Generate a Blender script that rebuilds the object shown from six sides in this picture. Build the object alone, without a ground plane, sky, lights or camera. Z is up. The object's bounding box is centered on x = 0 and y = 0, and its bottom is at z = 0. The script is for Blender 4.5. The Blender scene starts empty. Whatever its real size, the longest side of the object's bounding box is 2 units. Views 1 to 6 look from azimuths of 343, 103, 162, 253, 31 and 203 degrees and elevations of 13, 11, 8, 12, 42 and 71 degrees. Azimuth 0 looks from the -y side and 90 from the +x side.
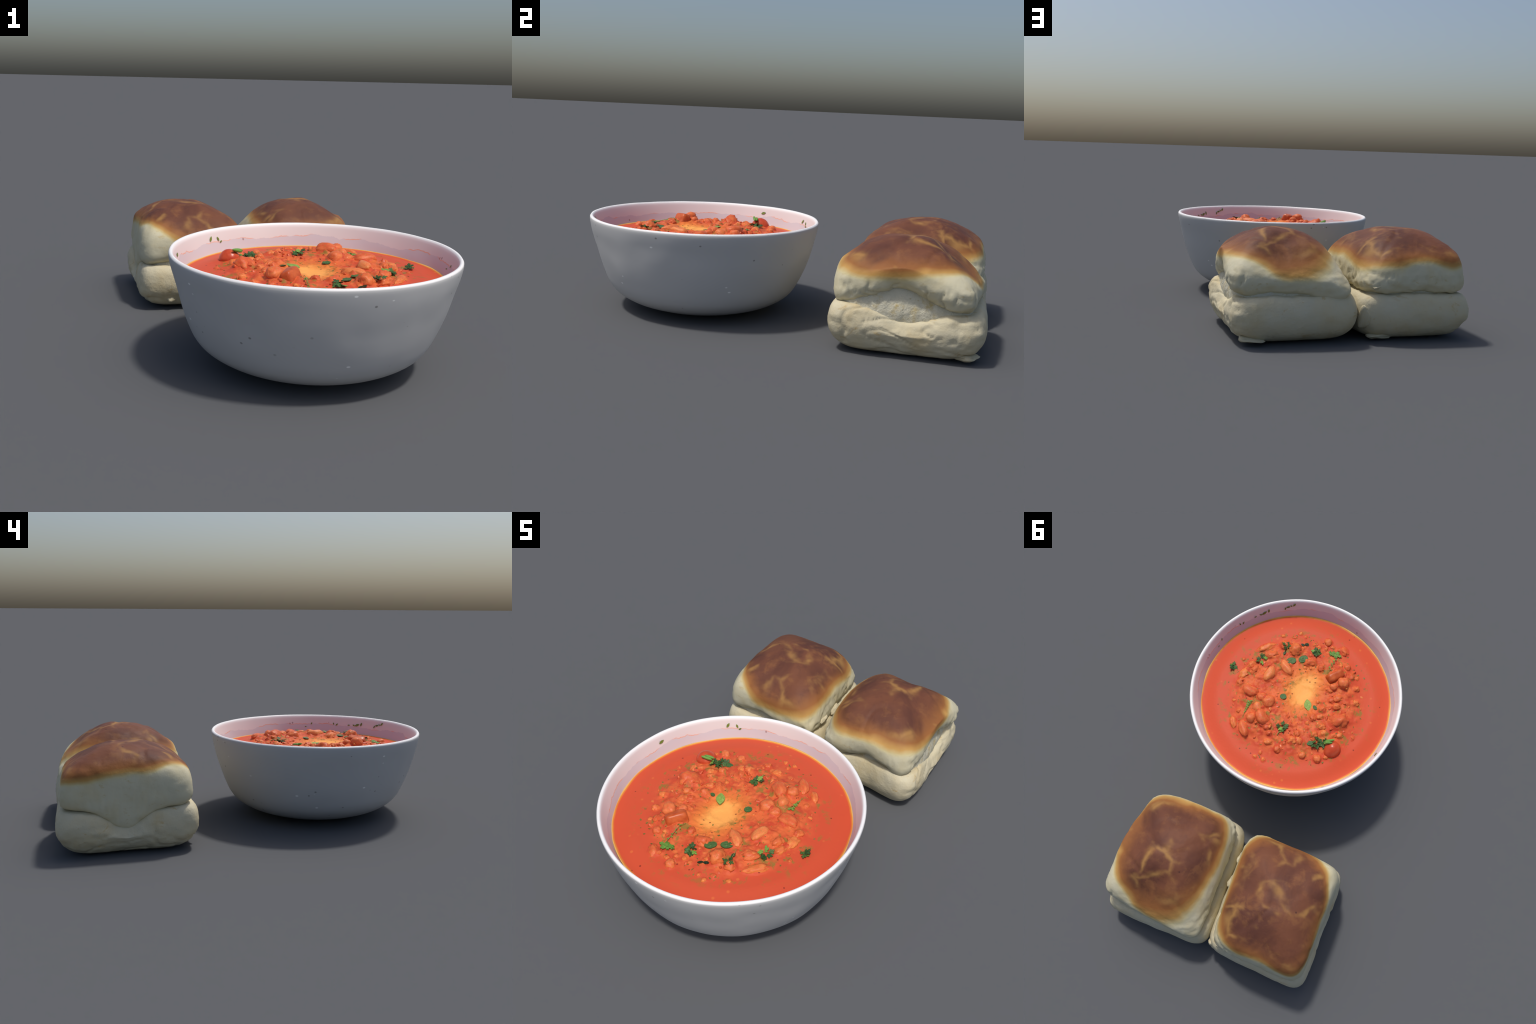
# Bowl of chunky tomato soup with herbs, beside two split bread buns.
import bpy, math, random
import numpy as np
from mathutils import Matrix, Vector, Euler

random.seed(7)
RNG = np.random.default_rng(7)

# ------------------------------------------------------------------ noise
def _hash(ix, iy, iz, seed):
    h = (ix * 374761393 + iy * 668265263 + iz * 2147483647 + seed * 1274126177) & 0xFFFFFFFF
    h = ((h ^ (h >> 13)) * 1274126177) & 0xFFFFFFFF
    h = ((h ^ (h >> 16)) * 2246822519) & 0xFFFFFFFF
    return (h ^ (h >> 15)) & 0xFFFFFFFF

def perlin(p, seed=0):
    """gradient noise, about -1..1, at the rows of p"""
    p = np.asarray(p, float)
    i = np.floor(p).astype(np.int64)
    f = p - i
    w = f * f * f * (f * (f * 6 - 15) + 10)
    out = 0.0
    for dx in (0, 1):
        for dy in (0, 1):
            for dz in (0, 1):
                h = _hash(i[:, 0] + dx, i[:, 1] + dy, i[:, 2] + dz, seed)
                a = (h & 0xFFFF) / 65536.0 * 2 * np.pi
                c = ((h >> 16) & 0xFFFF) / 32768.0 - 1.0
                s = np.sqrt(np.maximum(0, 1 - c * c))
                g = np.cos(a) * s * (f[:, 0] - dx) + np.sin(a) * s * (f[:, 1] - dy) + c * (f[:, 2] - dz)
                k = (w[:, 0] if dx else 1 - w[:, 0]) * (w[:, 1] if dy else 1 - w[:, 1]) * (w[:, 2] if dz else 1 - w[:, 2])
                out = out + k * g
    return out * 1.6

def fbm(p, scale, octaves=3, seed=0, gain=0.5):
    p = np.asarray(p, float) * scale
    t, a, n = 0.0, 1.0, 0.0
    for o in range(octaves):
        t = t + a * perlin(p * 2 ** o, seed + o * 17)
        n += a
        a *= gain
    return t / n

def ridged(p, scale, seed=0):
    return 1.0 - np.abs(perlin(np.asarray(p) * scale, seed)) * 2.0

def sstep(a, b, x):
    t = np.clip((x - a) / (b - a), 0, 1)
    return t * t * (3 - 2 * t)

# ------------------------------------------------------------------ mesh helpers
def make_object(name, verts, faces, mat, parent=None, base=(0, 0, 0), smooth=True):
    me = bpy.data.meshes.new(name)
    v = np.asarray(verts, float) - np.asarray(base, float)
    me.from_pydata([tuple(x) for x in v], [], [tuple(int(i) for i in f) for f in faces])
    me.validate()
    me.update()
    if smooth:
        me.polygons.foreach_set("use_smooth", [True] * len(me.polygons))
    me.materials.append(mat)
    ob = bpy.data.objects.new(name, me)
    bpy.context.scene.collection.objects.link(ob)
    if parent is not None:
        ob.parent = parent
    return ob

def thing(name, at, label, category):
    e = bpy.data.objects.new(name, None)
    e.empty_display_size = 0.1
    e.location = at
    bpy.context.scene.collection.objects.link(e)
    e["label"] = label
    e["category"] = category
    return e

def ring_faces(rows, cols, closed_first=None, closed_last=None):
    f = []
    for r in range(rows - 1):
        a, b = r * cols, (r + 1) * cols
        for c in range(cols):
            d = (c + 1) % cols
            f.append((a + c, a + d, b + d, b + c))
    if closed_first is not None:
        f += [(closed_first, (c + 1) % cols, c) for c in range(cols)]
    if closed_last is not None:
        o = (rows - 1) * cols
        f += [(closed_last, o + c, o + (c + 1) % cols) for c in range(cols)]
    return f

def normals_of(v, faces):
    n = np.zeros_like(v)
    q = np.array([f for f in faces if len(f) == 4])
    t = np.array([f for f in faces if len(f) == 3])
    if len(q):
        k = np.cross(v[q[:, 2]] - v[q[:, 0]], v[q[:, 3]] - v[q[:, 1]])
        for i in range(4):
            np.add.at(n, q[:, i], k)
    if len(t):
        k = np.cross(v[t[:, 1]] - v[t[:, 0]], v[t[:, 2]] - v[t[:, 0]])
        for i in range(3):
            np.add.at(n, t[:, i], k)
    return n / np.maximum(1e-12, np.linalg.norm(n, axis=1))[:, None]

def resample(points, n):
    """smooth (Catmull-Rom) curve through control points, n samples even in length"""
    p = np.asarray(points, float)
    ext = np.vstack([2 * p[0] - p[1], p, 2 * p[-1] - p[-2]])
    out = []
    for i in range(len(p) - 1):
        a, b, c, d = ext[i:i + 4]
        for t in np.linspace(0, 1, 40, endpoint=False):
            out.append(0.5 * (2 * b + (c - a) * t + (2 * a - 5 * b + 4 * c - d) * t * t + (3 * b - a - 3 * c + d) * t ** 3))
    out.append(p[-1])
    out = np.array(out)
    L = np.r_[0, np.cumsum(np.linalg.norm(np.diff(out, axis=0), axis=1))]
    s = np.linspace(0, L[-1], n)
    return np.stack([np.interp(s, L, out[:, k]) for k in range(out.shape[1])], 1)

# ------------------------------------------------------------------ node helpers
class Mat:
    def __init__(self, name):
        self.m = bpy.data.materials.new(name)
        self.m.use_nodes = True
        self.t = self.m.node_tree
        self.t.nodes.clear()
        self.out = self.t.nodes.new("ShaderNodeOutputMaterial")
        self.b = self.t.nodes.new("ShaderNodeBsdfPrincipled")
        self.t.links.new(self.b.outputs[0], self.out.inputs[0])
        self.co = self.t.nodes.new("ShaderNodeTexCoord").outputs["Object"]

    def _set(self, sock, v):
        if hasattr(v, "is_output"):
            self.t.links.new(v, sock)
        elif isinstance(v, (tuple, list)) and len(v) == 3 and sock.type == "RGBA":
            sock.default_value = (*v, 1)
        else:
            sock.default_value = v

    def math(self, op, a, b=0.0, c=0.0, clamp=False):
        n = self.t.nodes.new("ShaderNodeMath")
        n.operation = op
        n.use_clamp = clamp
        for i, v in enumerate((a, b, c)):
            self._set(n.inputs[i], v)
        return n.outputs[0]

    def xyz(self, vec=None):
        n = self.t.nodes.new("ShaderNodeSeparateXYZ")
        self._set(n.inputs[0], vec or self.co)
        return n.outputs

    def mapping(self, scale=(1, 1, 1), loc=(0, 0, 0), rot=(0, 0, 0), vec=None):
        n = self.t.nodes.new("ShaderNodeMapping")
        self._set(n.inputs[0], vec or self.co)
        n.inputs[1].default_value = loc
        n.inputs[2].default_value = rot
        n.inputs[3].default_value = scale
        return n.outputs[0]

    def noise(self, scale, detail=3, rough=0.5, vec=None, distort=0.0):
        n = self.t.nodes.new("ShaderNodeTexNoise")
        self._set(n.inputs["Vector"], vec or self.co)
        n.inputs["Scale"].default_value = scale
        n.inputs["Detail"].default_value = detail
        n.inputs["Roughness"].default_value = rough
        n.inputs["Distortion"].default_value = distort
        return n.outputs[0]

    def voronoi(self, scale, vec=None, feature="F1", out="Distance", rand=1.0):
        n = self.t.nodes.new("ShaderNodeTexVoronoi")
        n.feature = feature
        self._set(n.inputs["Vector"], vec or self.co)
        n.inputs["Scale"].default_value = scale
        n.inputs["Randomness"].default_value = rand
        return n.outputs[out]

    def remap(self, v, a, b, c=0.0, d=1.0, smooth=True):
        n = self.t.nodes.new("ShaderNodeMapRange")
        n.interpolation_type = "SMOOTHSTEP" if smooth else "LINEAR"
        self._set(n.inputs[0], v)
        for i, k in enumerate((a, b, c, d)):
            self._set(n.inputs[i + 1], k)
        return n.outputs[0]

    def dist(self, p, vec=None):
        n = self.t.nodes.new("ShaderNodeVectorMath")
        n.operation = "DISTANCE"
        self._set(n.inputs[0], vec or self.co)
        n.inputs[1].default_value = p
        return n.outputs["Value"]

    def ramp(self, v, stops):
        n = self.t.nodes.new("ShaderNodeValToRGB")
        self._set(n.inputs[0], v)
        e = n.color_ramp.elements
        while len(e) < len(stops):
            e.new(0.5)
        for k, (pos, col) in zip(e, stops):
            k.position = pos
            k.color = (*col, 1)
        return n.outputs[0]

    def mix(self, f, a, b, mode="MIX"):
        n = self.t.nodes.new("ShaderNodeMix")
        n.data_type = "RGBA"
        n.blend_type = mode
        self._set(n.inputs[0], f)
        self._set(n.inputs[6], a)
        self._set(n.inputs[7], b)
        return n.outputs[2]

    def random(self):
        return self.t.nodes.new("ShaderNodeObjectInfo").outputs["Random"]

    def bump(self, h, strength=0.3, dist=0.01):
        n = self.t.nodes.new("ShaderNodeBump")
        n.inputs["Strength"].default_value = strength
        n.inputs["Distance"].default_value = dist
        self._set(n.inputs["Height"], h)
        self.t.links.new(n.outputs[0], self.b.inputs["Normal"])

    def finish(self, color, rough=0.5, spec=0.3, **kw):
        self._set(self.b.inputs["Base Color"], color)
        self._set(self.b.inputs["Roughness"], rough)
        self._set(self.b.inputs["Specular IOR Level"], spec)
        for k, v in kw.items():
            self._set(self.b.inputs[k.replace("_", " ")], v)
        return self.m

# ================================================================== BOWL OF SOUP
BX, BY = 0.0, -0.428
BASE = (BX, BY, 0.0)
SOUP_Z = 0.356

def bowl_material():
    m = Mat("glazed_white_ceramic")
    x, y, z = m.xyz()
    r = m.math("SQRT", m.math("ADD", m.math("MULTIPLY", x, x), m.math("MULTIPLY", y, y)))
    # inside face: radius smaller than the wall's middle at this height
    mid = m.remap(z, 0.30, 0.46, 0.523, 0.5625, smooth=False)
    inside = m.math("MULTIPLY", m.remap(m.math("SUBTRACT", mid, r), -0.001, 0.0035), m.math("GREATER_THAN", z, 0.325))
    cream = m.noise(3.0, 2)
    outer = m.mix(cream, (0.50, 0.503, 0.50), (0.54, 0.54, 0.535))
    specks = m.remap(m.voronoi(17, m.mapping((1, 1, 1.3))), 0.07, 0.12, 1.0, 0.0)
    gate = m.remap(m.noise(6, 1), 0.52, 0.6)
    outer = m.mix(m.math("MULTIPLY", m.math("MULTIPLY", specks, gate), 0.75), outer, (0.2, 0.19, 0.18))
    chips = m.remap(m.voronoi(13, m.mapping((1, 1, 1.8), (3.1, 1.7, 0.4))), 0.07, 0.12, 1.0, 0.0)
    gate2 = m.remap(m.noise(4, 1, vec=m.mapping(loc=(5, 2, 1))), 0.53, 0.62)
    outer = m.mix(m.math("MULTIPLY", m.math("MULTIPLY", chips, gate2), 0.7), outer, (0.95, 0.95, 0.93))
    # inside: sauce-tinted glaze with a wavy tide mark left by the soup
    tide = m.math("ADD", 0.364, m.math("MULTIPLY", m.noise(6.0, 6, 0.6, m.mapping((1, 1, 0.3))), 0.072))
    above = m.math("SUBTRACT", z, tide)
    tinted = m.mix(m.remap(m.noise(2.4, 2), 0.35, 0.65), (0.74, 0.655, 0.64), (0.745, 0.67, 0.645))
    film = m.mix(m.noise(4, 3), (0.66, 0.59, 0.60), (0.60, 0.55, 0.58))
    wall = m.mix(m.remap(above, -0.0015, 0.0015), film, tinted)
    line = m.math("MULTIPLY", m.remap(m.math("ABSOLUTE", above), 0.0005, 0.003, 1.0, 0.0), m.remap(m.noise(7, 2, vec=m.mapping(loc=(1, 8, 3))), 0.46, 0.56))
    wall = m.mix(m.math("MULTIPLY", line, 0.8), wall, (0.82, 0.36, 0.20))
    dirt = m.remap(m.voronoi(19, m.mapping((1, 1, 0.8), (2, 4, 6))), 0.07, 0.12, 1.0, 0.0)
    dirt = m.math("MULTIPLY", dirt, m.remap(m.noise(5, 1, vec=m.mapping(loc=(9, 1, 4))), 0.55, 0.62))
    wall = m.mix(m.math("MULTIPLY", dirt, 0.7), wall, (0.32, 0.17, 0.16))
    wall = m.mix(m.remap(z, 0.438, 0.453), wall, (0.86, 0.835, 0.825))  # inner wall whitens towards the rim, baked-in brightness kept in the colour
    m.bump(m.noise(40, 3), 0.05, 0.004)
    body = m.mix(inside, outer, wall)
    return m.finish(m.mix(m.remap(z, 0.449, 0.454), body, (0.86, 0.845, 0.835)), 0.45, 0.25)  # rim whiter than the outer wall: baked-in brightness put into the colour

def build_bowl(parent):
    prof = [(0.0, 0.003), (0.12, 0.003), (0.2, 0.0), (0.232, 0.0025), (0.265, 0.0095), (0.318, 0.0245), (0.384, 0.05),
            (0.438, 0.085), (0.471, 0.125), (0.497, 0.18), (0.519, 0.24), (0.540, 0.31), (0.5615, 0.39),
            (0.5695, 0.428), (0.5715, 0.446), (0.5695, 0.4555), (0.5635, 0.4595), (0.5575, 0.4570), (0.5535, 0.4480), (0.5465, 0.43),
            (0.5345, 0.395), (0.5215, 0.356), (0.503, 0.30), (0.462, 0.19), (0.40, 0.10), (0.30, 0.055), (0.0, 0.045)]
    prof = resample(prof, 190)
    cols = 320
    th = np.linspace(0, 2 * np.pi, cols, endpoint=False)
    rows = prof[1:-1]
    v = np.stack([BX + rows[:, :1] * np.cos(th), BY + rows[:, :1] * np.sin(th), np.repeat(rows[:, 1:], cols, 1)], 2).reshape(-1, 3)
    # wobble of the scanned wall, added to the shape as noise
    k = sstep(0.03, 0.16, v[:, 2]) * (1 - 0.7 * sstep(0.36, 0.44, v[:, 2]))
    rad = np.stack([v[:, 0] - BX, v[:, 1] - BY], 1)
    rad /= np.maximum(1e-6, np.linalg.norm(rad, axis=1))[:, None]
    d = 0.006 * k * fbm(v, 4.0, 2, 5)
    v[:, :2] += rad * d[:, None]
    v[:, 2] += 0.0015 * fbm(v * [1, 1, 0], 5, 2, 9) * sstep(0.4, 0.45, v[:, 2])
    # two small drips of glaze under the foot
    for ax, ay in ((-0.02, -0.26), (0.07, -0.275)):
        g = np.exp(-((v[:, 0] - BX - ax) ** 2 + (v[:, 1] - BY - ay) ** 2) / 0.022 ** 2) * (v[:, 2] < 0.03)
        v[:, 2] = np.maximum(0.0, v[:, 2] - 0.012 * g)
    n = len(v)
    v = np.vstack([v, [BX, BY, prof[0][1]], [BX, BY, prof[-1][1]]])
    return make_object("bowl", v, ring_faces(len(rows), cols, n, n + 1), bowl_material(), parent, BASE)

# pieces in the soup: x, y, half length, half width, turn in degrees
BEANS = [(0.245, -0.374, 0.041, 0.027, 173), (0.183, -0.502, 0.042, 0.023, -101), (0.107, -0.572, 0.042, 0.020, 142), (0.172, -0.359, 0.022, 0.021, -159),
         (0.172, -0.294, 0.027, 0.022, 111), (0.127, -0.348, 0.030, 0.030, -159), (0.127, -0.243, 0.041, 0.028, 139), (0.182, -0.222, 0.023, 0.024, -159),
         (0.200, -0.155, 0.041, 0.019, 125), (-0.218, -0.587, 0.027, 0.028, -159), (-0.174, -0.550, 0.019, 0.018, -159), (-0.054, -0.811, 0.018, 0.020, -159),
         (-0.229, -0.136, 0.019, 0.020, -159), (-0.147, -0.125, 0.017, 0.015, -138), (-0.206, -0.695, 0.016, 0.017, -159)]
LONG_CHUNKS = [(0.262, -0.658, 0.046, 0.018, -137), (0.211, -0.619, 0.030, 0.020, -148), (0.266, -0.502, 0.026, 0.018, -116), (0.319, -0.465, 0.032, 0.019, -101),
               (0.297, -0.530, 0.023, 0.016, -116), (0.317, -0.410, 0.023, 0.017, -111), (-0.155, -0.787, 0.026, 0.019, 127), (-0.003, -0.648, 0.027, 0.020, -159),
               (0.050, -0.131, 0.020, 0.014, -170), (0.265, -0.178, 0.032, 0.016, 121), (-0.163, -0.361, 0.021, 0.013, -148), (-0.126, -0.344, 0.020, 0.015, 119),
               (-0.266, -0.282, 0.019, 0.012, -138), (-0.216, -0.493, 0.022, 0.018, -159)]
ROUND_CHUNKS = [(0.099, -0.695, 0.029, 0.032, -159), (0.166, -0.704, 0.023, 0.025, -159), (-0.265, -0.372, 0.041, 0.039, -159), (-0.070, -0.182, 0.020, 0.020, -159),
                (-0.103, -0.194, 0.019, 0.016, 110), (-0.084, -0.227, 0.017, 0.013, 110), (-0.011, -0.111, 0.017, 0.017, -159), (-0.159, -0.407, 0.018, 0.018, -159),
                (-0.169, -0.252, 0.017, 0.017, -159), (-0.294, -0.299, 0.016, 0.017, -159), (-0.227, -0.446, 0.019, 0.016, -159), (-0.189, -0.473, 0.016, 0.014, -159),
                (-0.293, -0.588, 0.016, 0.015, -159), (-0.315, -0.506, 0.018, 0.016, -159), (-0.246, -0.643, 0.015, 0.016, -159), (-0.072, -0.635, 0.016, 0.018, -159),
                (0.083, -0.202, 0.016, 0.014, -159), (0.061, -0.177, 0.015, 0.014, -159), (-0.195, -0.309, 0.016, 0.014, -159), (-0.213, -0.282, 0.016, 0.014, -159)]
LENTILS = [(0.198, -0.763), (0.133, -0.773), (0.111, -0.809), (0.077, -0.797), (0.354, -0.548), (0.310, -0.298), (0.065, -0.720), (0.013, -0.765),
           (-0.017, -0.761), (-0.055, -0.763), (-0.087, -0.789), (-0.130, -0.785), (0.008, -0.691), (0.012, -0.611), (-0.018, -0.620), (-0.168, -0.685),
           (-0.168, -0.524), (-0.148, -0.527), (-0.275, -0.651), (-0.122, -0.441), (-0.035, -0.153), (0.040, -0.033), (0.068, -0.065), (0.087, -0.035),
           (0.264, -0.246), (-0.268, -0.158), (-0.367, -0.313), (-0.110, -0.304), (-0.167, -0.317)]

def soup_pieces():
    """all embedded lumps: x, y, half length, half width, turn, height above soup, kind"""
    out = []
    for x, y, a, b, t in BEANS:
        out.append([x, y, a * 1.12, b * 1.12, t, 0.66, "bean"])
    for x, y, a, b, t in LONG_CHUNKS:
        out.append([x, y, a * 1.15, b * 1.15, t, 0.45, "vegetable_chunk"])
    for x, y, a, b, t in ROUND_CHUNKS:
        out.append([x, y, a * 1.15, b * 1.15, t, 0.45, "vegetable_chunk"])
    for x, y in LENTILS:
        r = random.uniform(0.010, 0.014)
        out.append([x, y, r, r * 0.9, random.uniform(0, 180), 0.32, "lentil"])
    return out

PIECES = soup_pieces()
SPECIAL = [(-0.164, -0.610, 0.045), (-0.284, -0.205, 0.045)]

def soup_height(x, y):
    p = np.stack([x, y, np.zeros_like(x)], 1)
    dx, dy = x - BX + 0.01, y - BY
    r = np.hypot(dx, dy) + 0.035 * fbm(p, 5, 2, 31)
    mound = 1 - sstep(0.24, 0.40, r)
    z = SOUP_Z + 0.016 * (1 - sstep(0.42, 0.518, np.hypot(x - BX, dy))) + 0.021 * mound
    dip = np.exp(-(((x + 0.025) / 0.085) ** 2 + ((y + 0.46) / 0.13) ** 2))
    z -= 0.017 * dip
    rough = mound * (1 - 0.85 * dip)
    z += rough * (0.009 * fbm(p, 12, 3, 33) + 0.014 * np.maximum(0, fbm(p, 24, 2, 35)) + 0.003 * np.maximum(0, fbm(p, 55, 2, 37)))
    z += 0.0012 * fbm(p, 6, 2, 39)
    q = np.stack([x, y, np.full_like(x, 4.2)], 1)
    x0, y0 = x, y
    x, y = x + 0.007 * fbm(p, 34, 2, 41), y + 0.007 * fbm(q, 34, 2, 43)   # ragged lump outlines
    for px, py, a, b, t, h, kind in PIECES:
        c, s = math.cos(math.radians(t)), math.sin(math.radians(t))
        u, w = ((x - px) * c + (y - py) * s) / (a * 1.35), (-(x - px) * s + (y - py) * c) / (b * 1.35)
        z += b * (0.35 + 0.55 * h) * np.maximum(0, 1 - (u * u + w * w)) ** 1.6
    for px, py, rr in SPECIAL:
        z += 0.014 * np.exp(-((x - px) ** 2 + (y - py) ** 2) / (rr * 1.3) ** 2)
    for px, py, rr, hh in ((0.13, -0.25, 0.09, 0.014), (0.19, -0.16, 0.05, 0.012), (-0.2, -0.59, 0.07, 0.008)):
        z += hh * np.exp(-((x - px) ** 2 + (y - py) ** 2) / rr ** 2)
    return z

def soup_material():
    m = Mat("tomato_soup")
    x, y, z = m.xyz()
    r = m.math("SQRT", m.math("ADD", m.math("MULTIPLY", x, x), m.math("MULTIPLY", y, y)))
    rn = m.math("ADD", r, m.math("MULTIPLY", m.math("SUBTRACT", m.noise(6, 3), 0.5), 0.12))
    mound = m.remap(rn, 0.30, 0.40, 1.0, 0.0)
    base = m.mix(m.noise(3, 2), (0.58, 0.076, 0.032), (0.61, 0.092, 0.042))
    pulp = m.mix(m.remap(m.noise(22, 4, 0.6), 0.35, 0.68), (0.52, 0.065, 0.028), (0.69, 0.15, 0.045))
    col = m.mix(m.math("MULTIPLY", mound, 0.85), base, pulp)
    warp = m.t.nodes.new("ShaderNodeVectorMath")
    warp.operation = "MULTIPLY_ADD"
    wn = m.t.nodes.new("ShaderNodeTexNoise")
    wn.inputs["Scale"].default_value = 18
    m.t.links.new(m.co, wn.inputs["Vector"])
    m.t.links.new(wn.outputs["Color"], warp.inputs[0])
    warp.inputs[1].default_value = (0.05, 0.05, 0.05)
    m.t.links.new(m.co, warp.inputs[2])
    spots = m.remap(m.voronoi(26, warp.outputs[0]), 0.18, 0.42, 1.0, 0.0)
    spots = m.math("MULTIPLY", m.math("MULTIPLY", spots, mound), m.remap(m.noise(8, 2, vec=m.mapping(loc=(2, 9, 0))), 0.42, 0.58))
    col = m.mix(m.math("MULTIPLY", spots, 0.6), col, (0.74, 0.22, 0.06))
    # cream swirl in the middle
    c1 = m.dist((-0.030, -0.045, 0.0), m.mapping((1.15, 0.80, 0.0), (0, 0, 0)))
    c1n = m.math("ADD", c1, m.math("MULTIPLY", m.math("SUBTRACT", m.noise(11, 5, 0.65), 0.5), 0.10))
    halo = m.remap(c1n, 0.075, 0.17, 1.0, 0.0)
    core = m.remap(c1n, 0.04, 0.10, 1.0, 0.0)
    col = m.mix(m.math("MULTIPLY", halo, 0.8), col, (0.76, 0.22, 0.045))
    col = m.mix(m.math("MULTIPLY", core, 0.9), col, (0.95, 0.41, 0.10))
    # chopped herb stirred in: olive flecks and smears
    ring = m.math("MULTIPLY", m.remap(rn, 0.36, 0.47, 1.0, 0.0), m.math("SUBTRACT", 1.0, m.math("MULTIPLY", core, 0.9)))
    f1 = m.math("MULTIPLY", m.remap(m.noise(19, 4, 0.65), 0.53, 0.62), m.remap(m.noise(8, 2, vec=m.mapping(loc=(3, 1, 0))), 0.46, 0.56))
    f2 = m.math("MULTIPLY", m.remap(m.noise(38, 3, 0.6, m.mapping((1, 0.6, 1), rot=(0, 0, 0.6))), 0.58, 0.66), m.remap(m.noise(12, 2, vec=m.mapping(loc=(7, 5, 0))), 0.45, 0.55))
    fl = m.math("MULTIPLY", m.math("MAXIMUM", f1, f2), ring)
    col = m.mix(m.math("MULTIPLY", fl, 0.85), col, m.mix(m.noise(50, 2), (0.30, 0.165, 0.035), (0.20, 0.165, 0.035)))
    drops = m.remap(m.voronoi(24, m.mapping(loc=(3, 3, 3))), 0.10, 0.22, 1.0, 0.0)
    drops = m.math("MULTIPLY", drops, m.remap(m.noise(6, 1, vec=m.mapping(loc=(8, 2, 2))), 0.52, 0.6))
    col = m.mix(m.math("MULTIPLY", drops, 0.45), col, (0.72, 0.20, 0.05))
    pepper = m.remap(m.voronoi(15, m.mapping(loc=(1, 6, 2))), 0.05, 0.08, 1.0, 0.0)
    col = m.mix(m.math("MULTIPLY", pepper, 0.7), col, (0.14, 0.02, 0.015))
    # golden oil at the rim of the soup
    edge = m.math("ADD", r, m.math("MULTIPLY", m.math("SUBTRACT", m.noise(9, 2), 0.5), 0.010))
    col = m.mix(m.remap(edge, 0.508, 0.517, 0.0, 0.8), col, (0.70, 0.26, 0.04))
    col = m.mix(m.remap(edge, 0.516, 0.520, 0.0, 0.8), col, (0.72, 0.47, 0.14))
    m.bump(m.noise(90, 3), 0.12, 0.004)
    return m.finish(col, 0.5, 0.12)

def build_soup(parent):
    cols, rows = 620, 230
    th = np.linspace(0, 2 * np.pi, cols, endpoint=False)
    rr = np.linspace(0, 0.5235, rows + 1)[1:]
    X = (BX + rr[:, None] * np.cos(th)).ravel()
    Y = (BY + rr[:, None] * np.sin(th)).ravel()
    Z = soup_height(X, Y)
    r = np.hypot(X - BX, Y - BY)
    Z += 0.003 * sstep(0.508, 0.5235, r)
    v = np.stack([X, Y, Z], 1)
    # outer skirt going down inside the wall, then a flat underside
    for k, zz in ((0.985, 0.345), (0.955, 0.30)):
        v = np.vstack([v, np.stack([BX + 0.5235 * k * np.cos(th), BY + 0.5235 * k * np.sin(th), np.full(cols, zz)], 1)])
    n = len(v)
    v = np.vstack([v, [BX, BY, soup_height(np.array([BX]), np.array([BY]))[0]], [BX, BY, 0.30]])
    return make_object("soup", v, ring_faces(rows + 2, cols, n, n + 1)[::1], soup_material(), parent, BASE)

def blob_mesh(name, seed, mat, kidney=0.0, rough=0.08, seg=28, pointy=0.0):
    """unit lump, half size 1, lightly irregular; kidney bends it like a bean"""
    th = np.linspace(0, 2 * np.pi, seg, endpoint=False)
    ph = np.linspace(0, np.pi, seg // 2 + 1)[1:-1]
    v = np.stack([np.repeat(np.cos(ph)[:, None], seg, 1), np.sin(ph)[:, None] * np.cos(th), np.sin(ph)[:, None] * np.sin(th)], 2).reshape(-1, 3)
    v = np.vstack([v, [1, 0, 0], [-1, 0, 0]])
    w = 1 + rough * fbm(v + seed * 3.7, 1.3, 2, seed) + rough * 0.35 * fbm(v, 3.5, 2, seed + 3)
    v = v * w[:, None]
    v[:, 1] += kidney * (v[:, 0] ** 2 - 0.4)
    v[:, 1:] *= (1 + kidney * 0.35 * np.abs(v[:, 0]))[:, None]
    v[:, 1:] *= (1 - pointy * np.clip(v[:, 0], -1, 1))[:, None]
    n = len(v) - 2
    f = ring_faces(seg // 2 - 1, seg, n, n + 1)
    me = bpy.data.meshes.new(name)
    me.from_pydata([tuple(p) for p in v], [], f)
    me.update()
    me.polygons.foreach_set("use_smooth", [True] * len(me.polygons))
    me.materials.append(mat)
    return me

def piece_material(name, a, b, c, rough=0.35):
    m = Mat(name)
    rnd = m.random()
    v = m.mapping(loc=(0, 0, 0))
    n = m.math("ADD", m.math("MULTIPLY", m.noise(1.6, 3, 0.6), 0.75), m.math("MULTIPLY", rnd, 0.35))
    col = m.ramp(n, [(0.30, a), (0.55, b), (0.82, c)])
    herb = m.math("MULTIPLY", m.remap(m.noise(3.4, 3, 0.6, m.mapping(loc=(4, 2, 7))), 0.60, 0.68), 0.6)
    col = m.mix(herb, col, (0.36, 0.22, 0.05))
    m.bump(m.noise(5, 2), 0.1, 0.05)
    return m.finish(col, 0.42, 0.22)

def put(name, me, parent, loc, scale, rot):
    ob = bpy.data.objects.new(name, me)
    bpy.context.scene.collection.objects.link(ob)
    ob.parent = parent
    ob.location = (loc[0] - BASE[0], loc[1] - BASE[1], loc[2])
    ob.rotation_euler = rot
    ob.scale = scale
    return ob

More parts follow.
